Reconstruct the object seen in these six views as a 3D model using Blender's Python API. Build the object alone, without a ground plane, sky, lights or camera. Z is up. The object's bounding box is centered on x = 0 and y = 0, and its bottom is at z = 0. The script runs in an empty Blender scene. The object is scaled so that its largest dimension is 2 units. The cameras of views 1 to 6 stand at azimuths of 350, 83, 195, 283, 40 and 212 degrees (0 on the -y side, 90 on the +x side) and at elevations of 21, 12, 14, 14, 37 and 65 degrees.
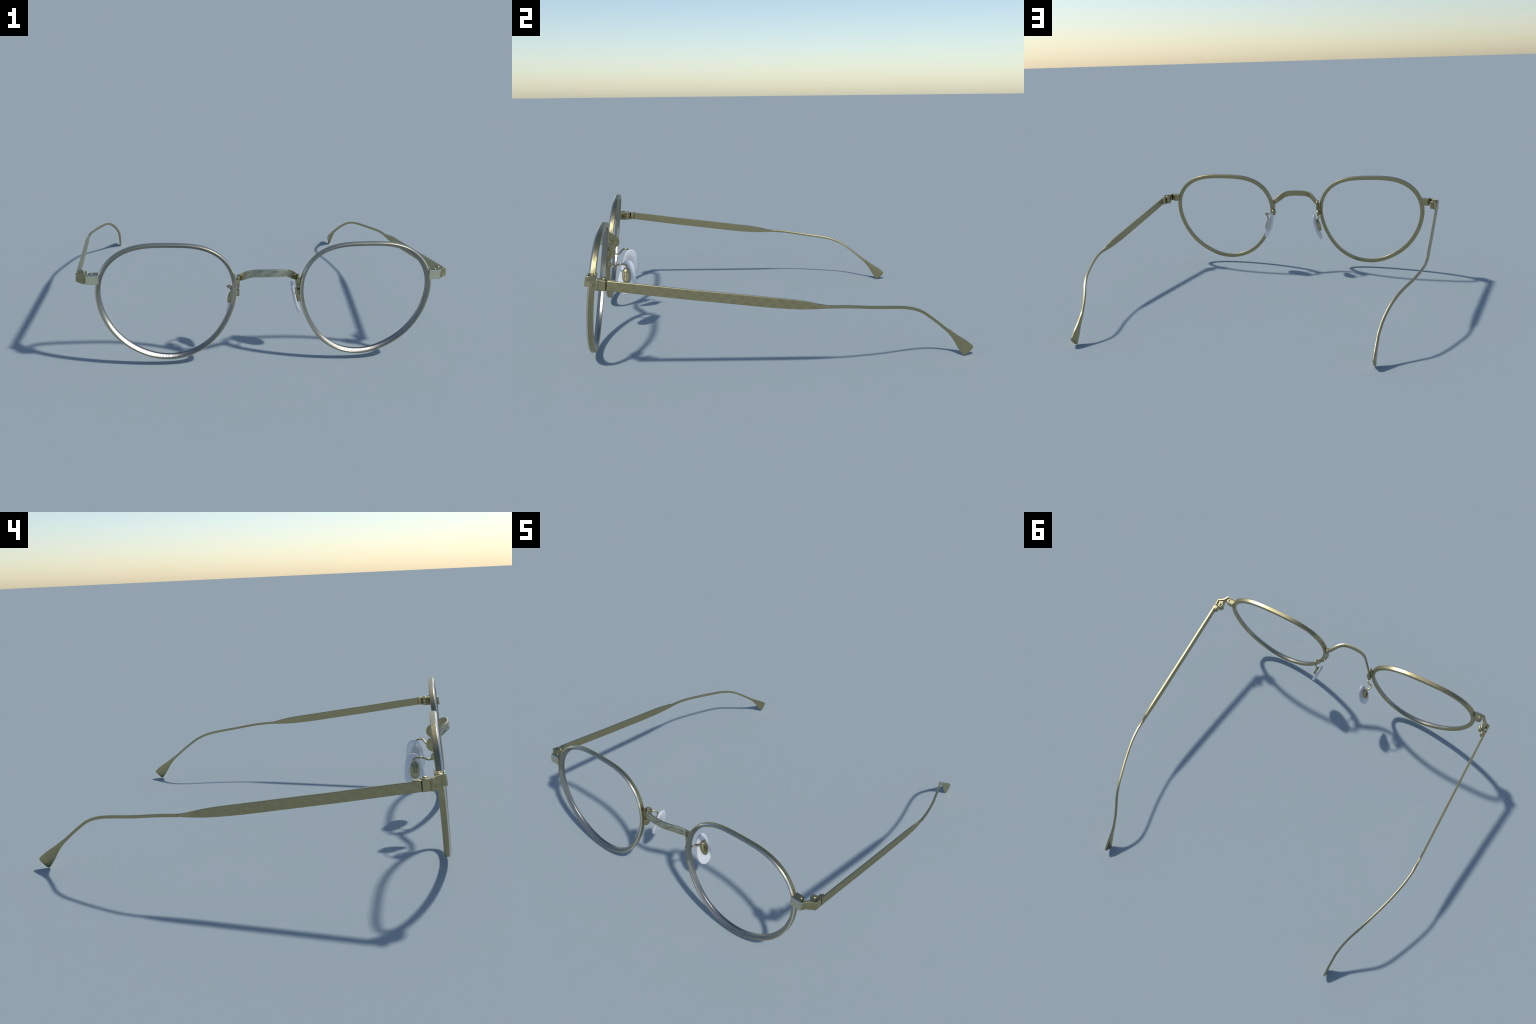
"""Round antique-gold wire spectacles: two milled rims, an engraved bridge, hinged
engraved temples with flat paddle tips, and clear nose pads.  Metres, z up, front = -y."""
import bpy, bmesh, math
import numpy as np
from mathutils import Vector

# ------------------------------------------------------------------ materials
def metal(name, color, rough, grain=0.05, scale=90.0, tint=0.10, bump=0.0):
    m = bpy.data.materials.new(name); m.use_nodes = True
    nt = m.node_tree; nd = nt.nodes; ln = nt.links
    bsdf = nd["Principled BSDF"]; bsdf.inputs["Metallic"].default_value = 1.0
    tc = nd.new("ShaderNodeTexCoord")
    n1 = nd.new("ShaderNodeTexNoise"); n1.inputs["Scale"].default_value = scale; n1.inputs["Detail"].default_value = 5
    ln.new(tc.outputs["Object"], n1.inputs["Vector"])
    ramp = nd.new("ShaderNodeValToRGB")
    c = np.array(color)
    ramp.color_ramp.elements[0].position = 0.3; ramp.color_ramp.elements[1].position = 0.7
    ramp.color_ramp.elements[0].color = (*(c * (1 - tint)), 1); ramp.color_ramp.elements[1].color = (*np.minimum(c * (1 + tint), 1), 1)
    ln.new(n1.outputs["Fac"], ramp.inputs["Fac"]); ln.new(ramp.outputs["Color"], bsdf.inputs["Base Color"])
    n2 = nd.new("ShaderNodeTexNoise"); n2.inputs["Scale"].default_value = scale * 4; n2.inputs["Detail"].default_value = 3
    ln.new(tc.outputs["Object"], n2.inputs["Vector"])
    mr = nd.new("ShaderNodeMapRange")
    mr.inputs["To Min"].default_value = rough - grain; mr.inputs["To Max"].default_value = rough + grain
    ln.new(n2.outputs["Fac"], mr.inputs["Value"]); ln.new(mr.outputs["Result"], bsdf.inputs["Roughness"])
    if bump:
        b = nd.new("ShaderNodeBump"); b.inputs["Strength"].default_value = bump; b.inputs["Distance"].default_value = 0.0004
        ln.new(n2.outputs["Fac"], b.inputs["Height"]); ln.new(b.outputs["Normal"], bsdf.inputs["Normal"])
    return m

GOLD = metal("antique_gold", (0.395, 0.345, 0.195), 0.36, tint=0.04, bump=0.06)
BRIGHT = metal("polished_gold_sky_lightened", (0.56, 0.545, 0.42), 0.23, tint=0.05)  # gold base colour raised and paled to carry the horizon sky's reflection
SILVER = metal("polished_silver", (0.76, 0.72, 0.66), 0.20, grain=0.03, tint=0.02)
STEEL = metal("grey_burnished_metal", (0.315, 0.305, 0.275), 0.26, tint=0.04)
LINE_DARK = metal("dark_line_gold", (0.262, 0.226, 0.122), 0.42, tint=0.08)
LINE_MID = metal("slightly_dark_gold", (0.310, 0.268, 0.148), 0.40, tint=0.06)
RECESS_DARK = metal("dark_recess_gold", (0.125, 0.115, 0.07), 0.32, tint=0.08)

def clear_plastic():
    m = bpy.data.materials.new("clear_silicone"); m.use_nodes = True
    nt = m.node_tree; nd = nt.nodes; ln = nt.links
    b = nd["Principled BSDF"]
    b.inputs["Base Color"].default_value = (0.88, 0.90, 0.95, 1)
    b.inputs["Transmission Weight"].default_value = 0.48
    b.inputs["IOR"].default_value = 1.45
    tc = nd.new("ShaderNodeTexCoord"); n = nd.new("ShaderNodeTexNoise"); n.inputs["Scale"].default_value = 40
    ln.new(tc.outputs["Object"], n.inputs["Vector"])
    mr = nd.new("ShaderNodeMapRange"); mr.inputs["To Min"].default_value = 0.08; mr.inputs["To Max"].default_value = 0.16
    ln.new(n.outputs["Fac"], mr.inputs["Value"]); ln.new(mr.outputs["Result"], b.inputs["Roughness"])
    return m
CLEAR = clear_plastic()

# ------------------------------------------------------------------ helpers
ROOT = bpy.data.objects.new("eyeglasses", None)
bpy.context.scene.collection.objects.link(ROOT)
ROOT.empty_display_size = 0.2
ROOT["label"] = "round antique gold wire eyeglasses with engraved temples"
ROOT["category"] = "eyeglasses"

def add(name, verts, faces, mats, parent=ROOT, idx=None, angle=35, side=1, fix=True):
    v = np.array(verts, float)
    if side < 0:
        v = v * np.array([-1, 1, 1])
    me = bpy.data.meshes.new(name)
    me.from_pydata(v.tolist(), [], [list(f) for f in faces])
    for m in (mats if isinstance(mats, (list, tuple)) else [mats]):
        me.materials.append(m)
    if idx is not None:
        me.polygons.foreach_set("material_index", np.array(idx, np.int32))
    if fix:
        bm = bmesh.new(); bm.from_mesh(me)
        bmesh.ops.recalc_face_normals(bm, faces=bm.faces)
        bm.to_mesh(me); bm.free()
    me.shade_smooth(); me.set_sharp_from_angle(angle=math.radians(angle))
    ob = bpy.data.objects.new(name, me)
    bpy.context.scene.collection.objects.link(ob); ob.parent = parent
    return ob

def loft(secs, loop=False, caps=True, col_mat=None, cut=None, cut_mat=1):
    """secs[n, m, 3]: n closed cross-sections of m points; cut[n, k] = how deeply the first k columns
    are chased: the bottoms of the cuts take the darker metal cut_mat."""
    secs = np.asarray(secs); n, m, _ = secs.shape
    faces, idx = [], []
    for i in range(n if loop else n - 1):
        a, b = i * m, ((i + 1) % n) * m
        for j in range(m):
            k = (j + 1) % m
            faces.append((a + j, a + k, b + k, b + j))
            v = 0 if col_mat is None else col_mat[j]
            if cut is not None and j + 1 < cut.shape[1] and cut[i, j] + cut[i, j + 1] > 0.95: v = cut_mat
            idx.append(v)
    if caps and not loop:
        faces.append(tuple(range(m))); faces.append(tuple((n - 1) * m + j for j in range(m))); idx += [0, 0]
    return secs.reshape(-1, 3), faces, idx

def spline(pts, n=None, step=None):
    """Centripetal-free Catmull-Rom through the rows of pts, evenly resampled by length of the first 3 columns."""
    P = np.array(pts, float)
    P = np.vstack([2 * P[0] - P[1], P, 2 * P[-1] - P[-2]])
    out = []
    for i in range(1, len(P) - 2):
        p0, p1, p2, p3 = P[i - 1], P[i], P[i + 1], P[i + 2]
        d = [max(np.linalg.norm((q - p)[:3]), 1e-6) for p, q in ((p0, p1), (p1, p2), (p2, p3))]
        m1 = (p2 - p0) / (d[0] + d[1]) * d[1]; m2 = (p3 - p1) / (d[1] + d[2]) * d[1]
        for t in np.linspace(0, 1, 24, endpoint=False):
            out.append((2*t**3 - 3*t*t + 1) * p1 + (t**3 - 2*t*t + t) * m1 + (-2*t**3 + 3*t*t) * p2 + (t**3 - t*t) * m2)
    out.append(P[-2]); out = np.array(out)
    s = np.r_[0, np.cumsum(np.linalg.norm(np.diff(out[:, :3], axis=0), axis=1))]
    if n is None: n = max(2, int(round(s[-1] / step)) + 1)
    q = np.linspace(0, s[-1], n)
    return np.stack([np.interp(q, s, out[:, c]) for c in range(out.shape[1])], 1), q

def unit(v):
    return v / np.linalg.norm(v, axis=-1, keepdims=True)

def tube(pts, r, name, mat, parent, side, seg=14):
    P, _ = spline(pts, n=60)
    T = unit(np.gradient(P, axis=0)); N = np.cross(T[0], [0.3, 0.2, 1.0]); N /= np.linalg.norm(N)
    secs = []
    for p, t in zip(P, T):
        N = N - t * (N @ t); N /= np.linalg.norm(N); B = np.cross(t, N)
        a = np.linspace(0, 2 * math.pi, seg, endpoint=False)
        secs.append(p + r * (np.cos(a)[:, None] * N + np.sin(a)[:, None] * B))
    v, f, _ = loft(secs)
    return add(name, v, f, mat, parent, side=side)

def prism(poly_lo, poly_hi, name, mat, parent, side, bevel=0.0015):
    n = len(poly_lo); v = list(poly_lo) + list(poly_hi)
    f = [tuple(range(n)), tuple(range(n, 2 * n))] + [(i, (i + 1) % n, n + (i + 1) % n, n + i) for i in range(n)]
    ob = add(name, v, f, mat, parent, side=side)
    bm = bmesh.new(); bm.from_mesh(ob.data)
    ed = [e for e in bm.edges if len(e.link_faces) == 2 and e.calc_face_angle(0) > 0.6]
    bmesh.ops.bevel(bm, geom=ed, offset=bevel, segments=2, profile=0.5, affect='EDGES', clamp_overlap=True)
    bm.to_mesh(ob.data); bm.free()
    ob.data.shade_smooth(); ob.data.set_sharp_from_angle(angle=math.radians(35))
    for p in ob.data.polygons:                                      # keep the flat ends flat
        if len(p.vertices) > 4: p.use_smooth = False
    return ob

def dome(c, r, h, name, mat, parent, side, stem=0.004):
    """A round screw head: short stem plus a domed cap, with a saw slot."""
    prof = [(r, -stem)] + [(r * math.cos(a), h * math.sin(a)) for a in np.linspace(0, math.pi / 2 * 0.96, 8)]
    seg = 28; v = []; f = []
    for rr, zz in prof:
        for a in np.linspace(0, 2 * math.pi, seg, endpoint=False):
            v.append((c[0] + rr * math.cos(a), c[1] + rr * math.sin(a), c[2] + zz))
    for i in range(len(prof) - 1):
        for j in range(seg):
            k = (j + 1) % seg; f.append((i*seg + j, i*seg + k, (i+1)*seg + k, (i+1)*seg + j))
    f.append(tuple(range(seg))); f.append(tuple((len(prof)-1)*seg + j for j in range(seg)))
    return add(name, v, f, mat, parent, side=side)

def engraving(u, w, pitch, slope=1.0):
    """Chased lozenge ornament: crosses every `pitch`, nested lozenges and chevrons between.
    u = place along the band, w = distance from its middle line; returns 0..1 cut depth."""
    du = np.abs(u / pitch - np.round(u / pitch)) * 2           # 0 lozenge centre .. 1 cross
    d = du + np.abs(w) * slope / (pitch / 2)
    def line(at, half): return np.clip(1.3 - 1.3 * np.abs(d - at) / half, 0, 1)
    e = line(1.0, 0.070)
    for at, k in ((0.77, .85), (0.56, .85), (1.25, .85), (1.50, .8)):
        e = np.maximum(e, k * line(at, 0.062))
    return np.maximum(e, 0.85 * line(0.32, 0.058))

def bold_engraving(u, w, pitch, slope):
    """Deeper bright-cut version for the bridge: raised lozenge frames between ribbed fans."""
    du = np.abs(u / pitch - np.round(u / pitch)) * 2
    d = du + np.abs(w) * slope / (pitch / 2)
    e = np.zeros_like(d)
    for at, half, k in ((0.30, .075, .9), (0.58, .10, 1.0), (0.82, .05, .8), (0.92, .05, .9), (1.02, .07, 1.0), (1.14, .05, .8), (1.30, .07, .9), (1.50, .08, .9)):
        e = np.maximum(e, k * np.clip(1 - np.abs(d - at) / half, 0, 1))
    return np.maximum(e, 0.8 * np.clip(1 - d / 0.10, 0, 1))

# ------------------------------------------------------------------ rims
RC = np.array([0.5515, 0.3175])                      # middle of the right-hand lens opening (x, z)
R_IN = (0.3132, -0.0188, 0.0475, 0.0203, 0.0052, -0.0005, 0.0188, -0.0065, -0.0021, 0.0008, 0.0001, -0.0011, -0.0002)
BASE = (-0.8816, 0.0036, 0.1064, 0.030, 0.115, -0.025)   # lens base curve: y over (x, z)

def rim_y(x, z):
    dx, dz = x - RC[0], z - RC[1]
    return BASE[0] + BASE[1]*dx + BASE[2]*dz + BASE[3]*dx*dx + BASE[4]*dz*dz + BASE[5]*dx*dz

def rim_curve(n):
    t = np.linspace(0, 2 * math.pi, 4001)
    r = R_IN[0] + sum(R_IN[2*k-1] * np.cos(k*t) + R_IN[2*k] * np.sin(k*t) for k in range(1, 7))
    r = r + 0.0038 * np.exp(-((np.degrees(t) - 128) / 26) ** 2) + 0.0018 * np.exp(-((np.degrees(t) - 325) / 28) ** 2)   # fuller brow and cheek corners
    x, z = RC[0] + r*np.cos(t), RC[1] + r*np.sin(t)
    s = np.r_[0, np.cumsum(np.hypot(np.diff(x), np.diff(z)))]
    q = np.linspace(0, s[-1], n, endpoint=False)
    tt = np.interp(q, s, t)
    return np.interp(q, s, x), np.interp(q, s, z), tt, q, s[-1]

def build_rim(side):
    n = 1760
    x, z, th, s, total = rim_curve(n)
    tx, tz = np.roll(x, -1) - np.roll(x, 1), np.roll(z, -1) - np.roll(z, 1)
    L = np.hypot(tx, tz); nx, nz = tz / L, -tx / L                 # outward in the lens plane
    if (nx * (x - RC[0])).mean() < 0: nx, nz = -nx, -nz
    dx, dz = x - RC[0], z - RC[1]
    fwd = unit(np.stack([BASE[1] + BASE[3]*dx, -np.ones(n), BASE[2] + BASE[4]*dz], 1))
    wide = (0.0262 + 0.0024 * np.cos(th + math.radians(30))) / 0.0245   # a little heavier towards the outer lower side
    # ribs of the milled bevel: lower part only, from the hinge round to the nose
    nrib = round(total / 0.0062)
    rib = 0.5 + 0.5 * np.cos(2 * math.pi * nrib * s / total)
    deg = np.degrees(th)
    on = np.clip(np.minimum((deg - 176) / 2.5, 1), 0, 1) * (deg > 170) + np.clip((24 - deg) / 10, 0, 1) * (deg < 170)
    prof = []                                                       # (rho, d, material, kind)
    prof += [(0.0012, 0.0006, 0, ''), (0.0024, 0.0, 0, ''), (0.0218, 0.0, 0, ''), (0.0236, 0.0010, 0, ''), (0.0243, 0.0028, 0, '')]
    for d in np.linspace(0.0045, 0.0245, 18): prof.append((0.0245, d, 0, 'cut'))
    prof += [(0.0243, 0.0255, 0, ''), (0.0238, 0.0262, 1, ''), (0.0216, 0.0300, 1, ''), (0.0196, 0.0326, 0, ''),
             (0.0184, 0.0337, 0, ''), (0.0165, 0.0340, 0, ''), (0.0148, 0.0335, 2, ''), (0.0138, 0.0325, 2, '')]
    for k in np.linspace(0, 1, 8): prof.append((0.0132 - 0.0104 * k, 0.0318 - 0.0140 * k, 2, 'rib'))
    prof += [(0.0020, 0.0165, 2, ''), (0.0014, 0.0140, 2, ''), (0.0012, 0.0100, 2, ''), (0.0010, 0.0055, 2, ''), (0.0002, 0.0030, 0, ''), (0.0004, 0.0015, 0, '')]
    npitch = round(total / 0.045)
    secs = np.zeros((n, len(prof), 3)); cuts = np.zeros((n, len(prof)))
    for j, (rho, d, mat, kind) in enumerate(prof):
        rr = rho * wide; dd = np.full(n, d * 0.91)
        if kind == 'cut':
            e = engraving(s * npitch * 0.045 / total, d - 0.0145, 0.045); cuts[:, j] = e
            rr = rr - 0.0004 * e
        if kind == 'rib':
            cut = 0.0011 * rib * on * (1 if 0.0028 < rho < 0.0131 else 0)
            rr = rr + 0.80 * cut; dd = dd - 0.60 * cut
        secs[:, j, 0] = x + nx * rr
        secs[:, j, 2] = z + nz * rr
        secs[:, j, 1] = rim_y(x + nx * rr, z + nz * rr)
        secs[:, j] += dd[:, None] * fwd
    v, f, idx = loft(secs, loop=True, col_mat=[p[2] for p in prof], cut=cuts, cut_mat=3)
    return add("rim", v, f, [GOLD, SILVER, STEEL, LINE_MID], side=side, idx=idx, angle=40)

for sd in (1, -1):
    build_rim(sd)

# ------------------------------------------------------------------ bridge
def build_bridge():
    # half of the band, from the middle to the round foot behind the rim: x, y, z top, z bottom
    half = [(0.000, -0.9275, 0.5392, 0.5006), (0.026, -0.9268, 0.5386, 0.5002), (0.052, -0.9235, 0.5375, 0.4990),
            (0.076, -0.9160, 0.5350, 0.4958), (0.098, -0.9020, 0.5280, 0.4872), (0.119, -0.8825, 0.5150, 0.4720),
            (0.138, -0.8645, 0.4995, 0.4588), (0.1505, -0.8540, 0.4885, 0.4515), (0.1575, -0.8475, 0.4832, 0.4495)]
    pts = [(-a, b, c, d) for a, b, c, d in half[:0:-1]] + half
    rows = [(a, b, 0.0, c, d) for a, b, c, d in pts]
    Q, s = spline(rows, step=0.0009)
    s = s - s[-1] / 2
    k = np.hanning(27); k /= k.sum()                                # ease the bends
    Q = np.stack([np.convolve(np.pad(c, 13, mode='reflect', reflect_type='odd'), k, 'valid') for c in Q.T], 1)
    T = unit(np.gradient(Q[:, :2], axis=0)); N = np.stack([T[:, 1], -T[:, 0]], 1)   # outward (front) normal in plan
    nv = 52; th = 0.0052
    w = np.linspace(-1, 1, nv); secs = []; cuts = []
    for q, nn, ss in zip(Q, N, s):
        zc, h = (q[3] + q[4]) / 2, (q[3] - q[4]) / 2
        x0, y0 = q[0], q[1]
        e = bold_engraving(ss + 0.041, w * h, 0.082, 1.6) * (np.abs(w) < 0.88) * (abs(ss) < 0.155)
        out = th - 0.0012 * np.clip(np.abs(w) - 0.86, 0, 1) / 0.14 - 0.0009 * e
        tilt = 0.17 * w * h
        front = np.stack([x0 + nn[0]*out, y0 + nn[1]*out + tilt, zc + w*h], 1)
        wb = np.array([1.0, 0.9, 0.0, -0.9, -1.0]); ob = np.array([-th + 0.0018, -th, -th, -th, -th + 0.0018])
        back = np.stack([x0 + nn[0]*ob, y0 + nn[1]*ob + 0.17 * wb * h, zc + wb*h], 1)
        secs.append(np.vstack([front, back])); cuts.append(e)
    v, f, idx = loft(secs, cut=np.array(cuts), col_mat=[0] * (nv - 1) + [2] * 6)
    ob = add("bridge", v, f, [BRIGHT, RECESS_DARK, GOLD], idx=idx)
    # slotted round foot: the band end curls back beside the rim
    cy, cz, R = -0.857, 0.447, 0.0360
    arc = [(cy + R * math.cos(t), cz + R * math.sin(t)) for t in np.radians(np.linspace(118, -122, 41))]
    foot = arc + [(-0.8730, 0.4260), (-0.8440, 0.4425), (-0.8405, 0.4455), (-0.8405, 0.4480), (-0.8430, 0.4490), (-0.8480, 0.4475), (-0.8740, 0.4330)]
    for sd in (1, -1):
        prism([(0.1545, y, z) for y, z in foot], [(0.1660, y, z) for y, z in foot], "bridge_foot", GOLD, ob, sd, 0.0018)
    # small rivet-like solder lug holding each foot to its rim
    for sd in (1, -1):
        lug = [(0.160, -0.874, 0.462), (0.160, -0.852, 0.462), (0.178, -0.852, 0.462), (0.180, -0.874, 0.462)]
        lo = [(x - 0.001, y - 0.003, 0.416) for x, y, z in lug]
        prism(lo, lug, "bridge_solder", GOLD, ob, sd, 0.002)
build_bridge()

# ------------------------------------------------------------------ nose pads
PC = np.array([0.1728, -0.768, 0.3105])                  # nose pad middle
PL = unit(np.array([-0.280, 0.02, 0.960]))              # up along the pad
PW = np.array([0.075, 0.997, 0.0]); PW = unit(PW - PL * (PW @ PL))
PN = np.cross(PW, PL); PN = PN if PN[0] > 0 else -PN    # away from the nose

def build_nose(side):
    arm = tube([(0.1640, -0.8520, 0.3760), (0.1645, -0.8435, 0.3728), (0.1665, -0.8320, 0.3718), (0.1740, -0.8215, 0.3765), (0.1900, -0.8135, 0.3845),
                (0.2040, -0.8040, 0.3910), (0.2085, -0.7940, 0.3925), (0.2040, -0.7810, 0.3910), (0.1940, -0.7700, 0.3865),
                (0.1845, -0.7640, 0.3780), (0.1810, -0.7630, 0.3660), (0.1830, -0.7650, 0.3530)], 0.0045, "nose_pad_arm", GOLD, ROOT, side)
    lump = [(-0.8650 + 0.0215 * math.cos(t), 0.3880 + 0.0205 * math.sin(t)) for t in np.linspace(0, 2 * math.pi, 24, endpoint=False)]
    prism([(0.1545, y, z) for y, z in lump], [(0.1735, y, z) for y, z in lump], "pad_arm_mount", GOLD, arm, side, 0.003)
    # clear pad: egg outline, bowed towards the nose, rounded rim
    t = np.linspace(0, 2 * math.pi, 72, endpoint=False)
    def outline(k):
        l = np.sign(np.sin(t)) * np.abs(np.sin(t)) ** 0.9                # -1 lower end .. +1 upper end
        ends = np.where(l > 0, (1 - np.abs(l) ** 4.6) ** (1 / 2.2), (1 - np.abs(l) ** 3.0) ** (1 / 2.2))
        wide = 0.0505 - 0.0125 * np.clip(l + 0.3, 0, 2) - 0.003 * np.clip(-l - 0.3, 0, 1)
        return 0.0915 * l * k, np.sign(np.cos(t)) * ends * wide * k + 0.002 + 0.008 * l * k
    rings = [(0.02, 0.0090), (0.5, 0.0090), (0.88, 0.0085), (0.965, 0.0068), (1.0, 0.0030), (1.0, -0.0025), (0.965, -0.0062), (0.88, -0.0080), (0.5, -0.0084), (0.02, -0.0084)]
    secs = []
    for k, o in rings:
        l, w = outline(k)
        bow = 0.007 * (l / 0.0915) ** 2
        secs.append(PC + l[:, None] * PL + w[:, None] * PW + (o + bow - 0.003)[:, None] * PN)
    v, f, _ = loft(secs)
    add("nose_pad", v, f, CLEAR, arm, side=side, angle=60)
    # metal plaque set on the outer face of the pad, with two sunk slots
    g = 41; u = np.linspace(-1, 1, g); U, V = np.meshgrid(u, u, indexing='ij')
    ex = U * np.sqrt(1 - V * V / 2 * 0.85); ey = V * np.sqrt(1 - U * U / 2 * 0.85)
    hw, hl = 0.0215, 0.0420
    pw, pl = ex * hw, ey * hl
    lift = 0.0275 - 0.0030 * U ** 2 - 0.0025 * U ** 6 - 0.0030 * V ** 2 - 0.0030 * V ** 6
    slot = ((np.abs(np.abs(pw) - 0.0058) < 0.0032) & (np.abs(pl - 0.002) < 0.0165)) * 0.0065
    base = PC + 0.010 * PL + 0.0 * PW
    top = base + pl[..., None] * PL + pw[..., None] * PW + (lift - slot)[..., None] * PN
    verts = list(top.reshape(-1, 3)); faces = [(i*g + j, (i+1)*g + j, (i+1)*g + j + 1, i*g + j + 1) for i in range(g - 1) for j in range(g - 1)]
    rim = [i * g for i in range(g)] + [(g-1)*g + j for j in range(1, g)] + [i*g + g-1 for i in range(g-2, -1, -1)] + [j for j in range(g-2, 0, -1)]
    m0 = len(verts)
    for r_ in rim:
        i, j = divmod(r_, g)
        verts.append(base + pl[i, j] * 1.03 * PL + pw[i, j] * 1.03 * PW + 0.002 * PN)
    for a in range(len(rim)):
        b = (a + 1) % len(rim); faces.append((rim[a], rim[b], m0 + b, m0 + a))
    faces.append(tuple(range(m0, m0 + len(rim))))
    add("pad_holder", np.array(verts), faces, GOLD, arm, side=side, angle=50)
for sd in (1, -1):
    build_nose(sd)

# ------------------------------------------------------------------ end pieces and hinges
def lean(p, zc, k):
    """Pantoscopic lean: the lower edge stands further forward."""
    return p[1] + k * (p[2] - zc)

def build_end_piece(side):
    # plan of the outer face: flat front, hollow curved cheek, short straight tail
    plan = [(0.8830, -0.8985)] + [(x, -0.8985) for x in (0.905, 0.925, 0.942)] + [(0.9465, -0.8975), (0.9490, -0.8945)]
    a, b = np.array([0.9500, -0.8915]), np.array([0.9975, -0.8490])
    for t in np.linspace(0.08, 0.92, 7):
        p = a + (b - a) * t; nrm = unit(np.array([b[1] - a[1], -(b[0] - a[0])]))
        plan.append(tuple(p - nrm * 0.0085 * 4 * t * (1 - t)))
    plan += [(0.9975, -0.8480), (0.9993, -0.8455), (0.9996, -0.8420), (0.9990, -0.8290), (0.9985, -0.8065)]
    rows = []
    for x, y in plan:
        k = np.clip((y + 0.895) / 0.087, 0, 1)
        rows.append((x, y, 0.0, 0.4845 - 0.0050 * np.clip(k / 0.55, 0, 1) - 0.0095 * np.clip((k - 0.55) / 0.45, 0, 1), 0.0232 - 0.0008 * k))
    Q, s = spline(rows, step=0.0011)
    T = unit(np.gradient(Q[:, :2], axis=0)); N = np.stack([T[:, 1], -T[:, 0]], 1)
    nv = 36; w = np.linspace(-1, 1, nv); th = 0.0105; secs = []; cuts = []
    for q, nn, ss in zip(Q, N, s):
        zc, h = q[3], q[4]
        cheek = (ss > 0.072) & (ss < 0.150); face = (ss < 0.060) & (ss > 0.006)
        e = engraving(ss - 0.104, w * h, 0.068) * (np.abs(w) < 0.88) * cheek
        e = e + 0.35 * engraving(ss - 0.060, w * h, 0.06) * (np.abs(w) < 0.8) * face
        groove = 0.0016 if abs(ss - 0.150) < 0.0016 else 0.0
        out = -0.0014 * np.clip(np.abs(w) - 0.9, 0, 1) / 0.1 - 0.0011 * e - groove
        k = 0.175 - 0.08 * np.clip((q[1] + 0.85) / 0.04, 0, 1)
        front = np.stack([q[0] + nn[0]*out, q[1] + nn[1]*out + k * w * h, zc + w*h], 1)
        wb = np.array([1.0, 0.92, 0.0, -0.92, -1.0]); ob = np.array([-th + 0.0015, -th, -th, -th, -th + 0.0015])
        back = np.stack([q[0] + nn[0]*ob, q[1] + nn[1]*ob + k * wb * h, zc + wb*h], 1)
        secs.append(np.vstack([front, back])); cuts.append(e)
    v, f, idx = loft(secs, cut=np.array(cuts))
    m = secs[0].shape[0]                                            # flat front: glossier gold, paled for reflected sky; the cheek is matt
    idx = [c if k // m >= np.searchsorted(s, 0.0655) else c + 2 for k, c in enumerate(idx)]
    ob = add("end_piece", v, f, [GOLD, LINE_DARK, BRIGHT, RECESS_DARK], side=side, idx=idx)
    # rim lock: stadium-ended block closing the rim, with its screw
    arc = [(0.9215 + 0.0165 * math.cos(t), -0.8685 + 0.0170 * math.sin(t)) for t in np.linspace(-1.25, 1.75, 13)]
    poly = [(0.8830, -0.8860)] + arc + [(0.8850, -0.8500)]
    hi = [(x, y + 0.155 * 0.0215, 0.5058) for x, y in poly]
    lo = [(x, y - 0.155 * 0.0235, 0.4590) for x, y in poly]
    prism(lo, hi, "rim_lock", GOLD, ob, side)
    dome((0.9225, -0.8690 + 0.003, 0.5062), 0.0075, 0.0042, "screw", GOLD, ob, side, stem=0.001)
    # hinge knuckle: three barrels and the web that ties it to the cheek
    hx, hy = 0.9625, -0.8170
    zt, zb = 0.4972, 0.4470
    thirds = np.linspace(zb, zt, 4)
    for i in range(3):
        lo_z, hi_z = thirds[i] + 0.0006, thirds[i + 1] - 0.0006
        ring = [(hx + 0.0182 * math.cos(t), hy + 0.0182 * math.sin(t)) for t in np.linspace(0, 2 * math.pi, 32, endpoint=False)]
        prism([(x, y + 0.12 * (lo_z - 0.472), lo_z) for x, y in ring], [(x, y + 0.12 * (hi_z - 0.472), hi_z) for x, y in ring], "hinge_barrel", GOLD, ob, side, 0.0012)
    web = [(0.9560, -0.8585), (0.9625, -0.8620), (0.9885, -0.8400), (0.9830, -0.8330), (0.9780, -0.8250), (0.9600, -0.8200), (0.9470, -0.8260), (0.9545, -0.8400)]
    prism([(x, y - 0.003, zb + 0.001) for x, y in web], [(x, y + 0.003, zt - 0.0002) for x, y in web], "hinge_web", GOLD, ob, side)
    dome((hx, hy + 0.0035, zt), 0.0108, 0.0058, "screw", GOLD, ob, side)
for sd in (1, -1):
    build_end_piece(sd)

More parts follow.
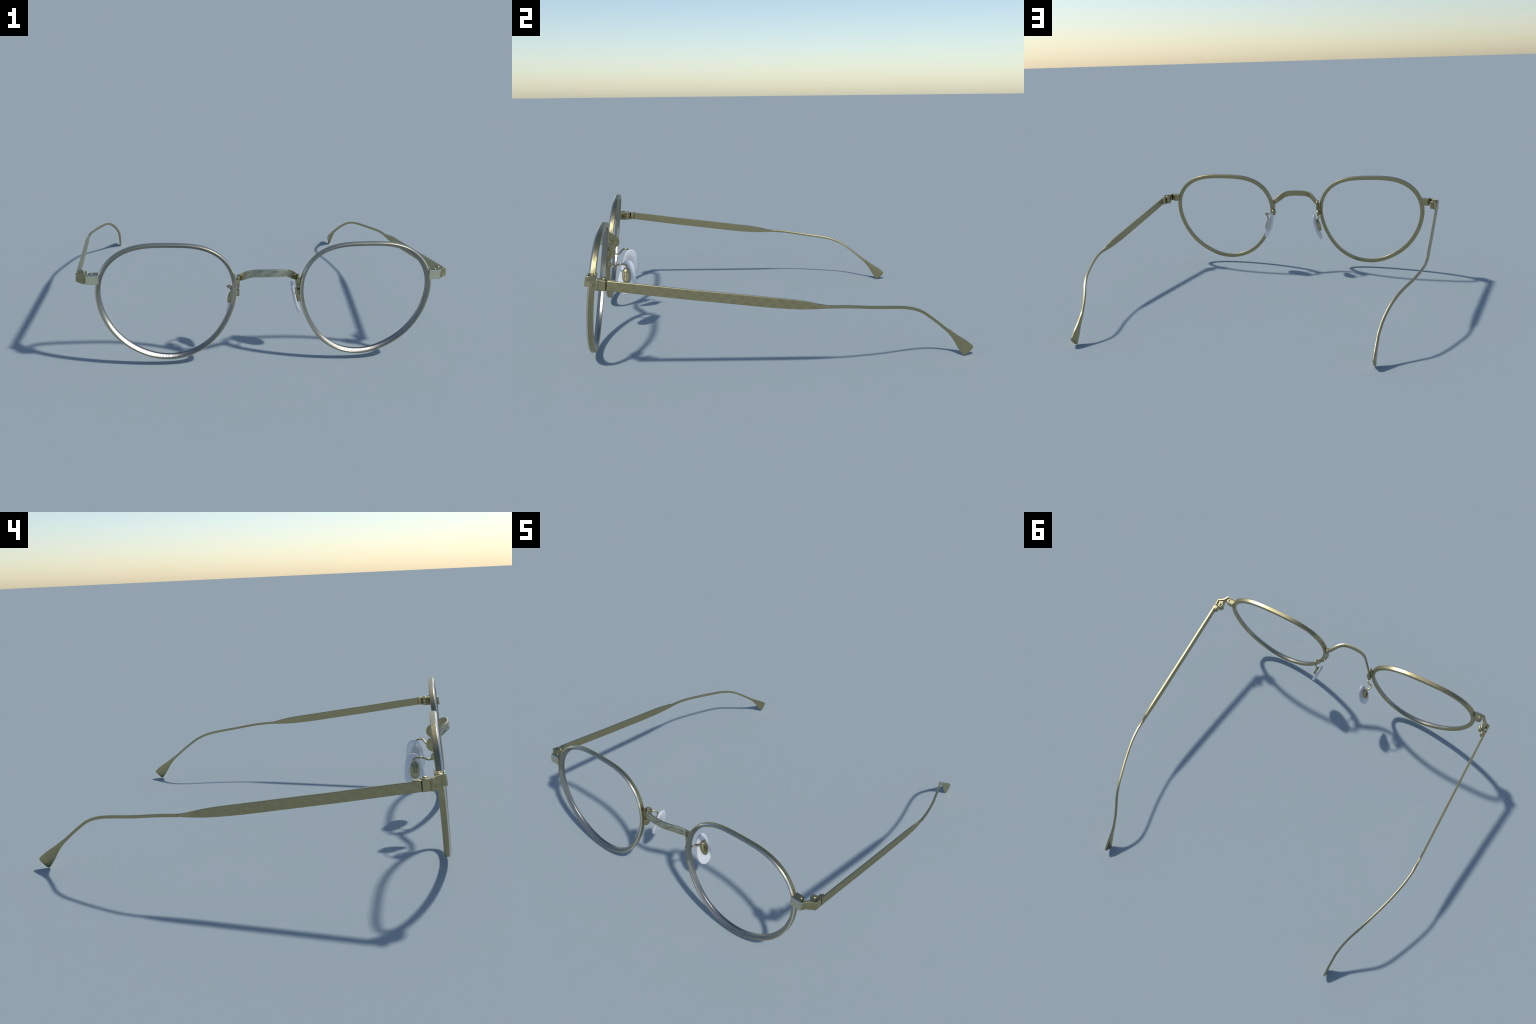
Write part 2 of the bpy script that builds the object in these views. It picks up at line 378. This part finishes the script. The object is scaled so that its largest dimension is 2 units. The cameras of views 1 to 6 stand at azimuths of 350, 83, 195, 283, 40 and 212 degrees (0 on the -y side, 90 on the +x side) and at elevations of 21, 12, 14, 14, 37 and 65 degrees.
# ------------------------------------------------------------------ temples
# flat engraved arm: y, upper edge z, lower edge z
ARM = [(-0.7995, 0.4925, 0.4490), (-0.650, 0.4708, 0.4260), (-0.468, 0.4432, 0.3978), (-0.280, 0.4168, 0.3708), (-0.110, 0.3920, 0.3460), (-0.030, 0.3807, 0.3362),
       (0.030, 0.3712, 0.3302), (0.0765, 0.3618, 0.3275), (0.110, 0.3537, 0.3266), (0.140, 0.3460, 0.3262), (0.165, 0.3411, 0.3261), (0.181, 0.3394, 0.3260)]
ARM = [(y, a - 0.0015 * float(np.clip((y + 0.7) / 0.5, 0, 1)), b - 0.0015 * float(np.clip((y + 0.7) / 0.5, 0, 1))) for y, a, b in ARM]
def arm_x(y):
    return np.interp(y, (-0.8, -0.3, 0.05, 0.12, 0.181), (0.9985, 0.9995, 0.9995, 0.9985, 0.9965))

# thin wire and paddle: x, y, z of the middle, half-width across, in side view
WIRE = [(0.9905, 0.181, 0.3312, 0.0068), (0.978, 0.270, 0.3240, 0.0067), (0.947, 0.398, 0.3060, 0.0066), (0.902, 0.540, 0.2868, 0.0066), (0.8805, 0.600, 0.2720, 0.0067),
        (0.8615, 0.648, 0.2510, 0.0067), (0.843, 0.690, 0.2225, 0.0067), (0.825, 0.740, 0.1835, 0.0068), (0.8135, 0.787, 0.1440, 0.0075), (0.810, 0.8075, 0.1277, 0.0094),
        (0.8085, 0.831, 0.1060, 0.0128), (0.807, 0.852, 0.0853, 0.0182), (0.806, 0.8690, 0.0680, 0.0240), (0.8055, 0.880, 0.0565, 0.0275), (0.805, 0.8960, 0.0395, 0.0308), (0.805, 0.9165, 0.0175, 0.0350)]

def build_temple(side):
    rows = [(0.0, y, (a + b) / 2, a, b) for y, a, b in ARM]
    Q, s = spline(rows, step=0.0009)
    nv = 56; w = np.linspace(-1, 1, nv); th = 0.0135; secs = []; cuts = []
    slope = np.gradient(Q[:, 2], Q[:, 1])
    for q, ss, sl in zip(Q, s, slope):
        h = (q[3] - q[4]) / 2; zc = q[2]; X = arm_x(q[1])
        flat = np.interp(h, (0.0068, 0.012), (0.0, 1.0))
        fade = np.interp(h, (0.0075, 0.015), (0.15, 1.0)) * (ss > 0.002)
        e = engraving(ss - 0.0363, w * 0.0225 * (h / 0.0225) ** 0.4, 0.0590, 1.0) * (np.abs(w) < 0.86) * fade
        out = X - 0.0016 * np.clip(np.abs(w) - 0.88, 0, 1) / 0.12 - 0.0006 * e - (1 - flat) * 0.003 * w ** 4
        lean_ = -sl * w * h
        front = np.stack([out, q[1] + lean_, zc + w * h], 1)
        wb = np.array([1.0, 0.9, 0.0, -0.9, -1.0]); ob = np.array([X - th + 0.0022, X - th, X - th, X - th, X - th + 0.0022])
        back = np.stack([ob, q[1] - sl * wb * h, zc + wb * h], 1)
        secs.append(np.vstack([front, back])); cuts.append(e)
    v, f, idx = loft(secs, cut=np.array(cuts))
    temple = add("temple", v, f, [GOLD, LINE_DARK], side=side, idx=idx)
    # wire and paddle tip
    P, s = spline(WIRE, step=0.0030)
    s_end = s[-1]; T = unit(np.gradient(P[:, :3], axis=0)); secs = []
    r = 0.0140
    for p, t, ss in zip(P, T, s):
        left = s_end - ss; h = p[3]
        if left < r: h = h - (r - math.sqrt(max(r * r - (r - left) ** 2, 0)))
        up = np.cross([1.0, 0, 0], t); up = up if up[2] > 0 or up[1] > 0 else -up
        up /= np.linalg.norm(up); nrm = np.cross(t, up); nrm = nrm if nrm[0] > 0 else -nrm
        th2 = 0.0066 if p[3] < 0.009 else 0.0066 - 0.0008 * min((p[3] - 0.009) / 0.02, 1)
        c = min(0.0030, th2 * 0.5, h * 0.5)
        corner = []
        for cx, cy, a0 in ((th2 - c, h - c, 0), (-th2 + c, h - c, 90), (-th2 + c, -h + c, 180), (th2 - c, -h + c, 270)):
            for a in np.radians(np.linspace(a0, a0 + 90, 5)): corner.append((cx + c * math.cos(a), cy + c * math.sin(a)))
        secs.append([p[:3] + a * nrm + b * up for a, b in corner])
    secs = secs[:-1] + [[np.array(q) for q in secs[-1]]]
    v, f, idx = loft(secs)
    add("temple_tip", v, f, GOLD, temple, side=side)
    # hinge leaf on the inner side of the temple
    leaf = [(0.9880, -0.8065), (0.9675, -0.7935), (0.9715, -0.7755), (0.9800, -0.7705), (0.9900, -0.7690), (0.9915, -0.8000)]
    prism([(x, y - 0.003, 0.4465) for x, y in leaf], [(x, y + 0.003, 0.4930) for x, y in leaf], "hinge_leaf", GOLD, temple, side)
for sd in (1, -1):
    build_temple(sd)

# stand the spectacles exactly on the ground
bpy.context.view_layer.update()
low = min((o.matrix_world @ Vector(c)).z for o in bpy.data.objects if o.type == 'MESH' for c in o.bound_box)
ROOT.location.z = -low
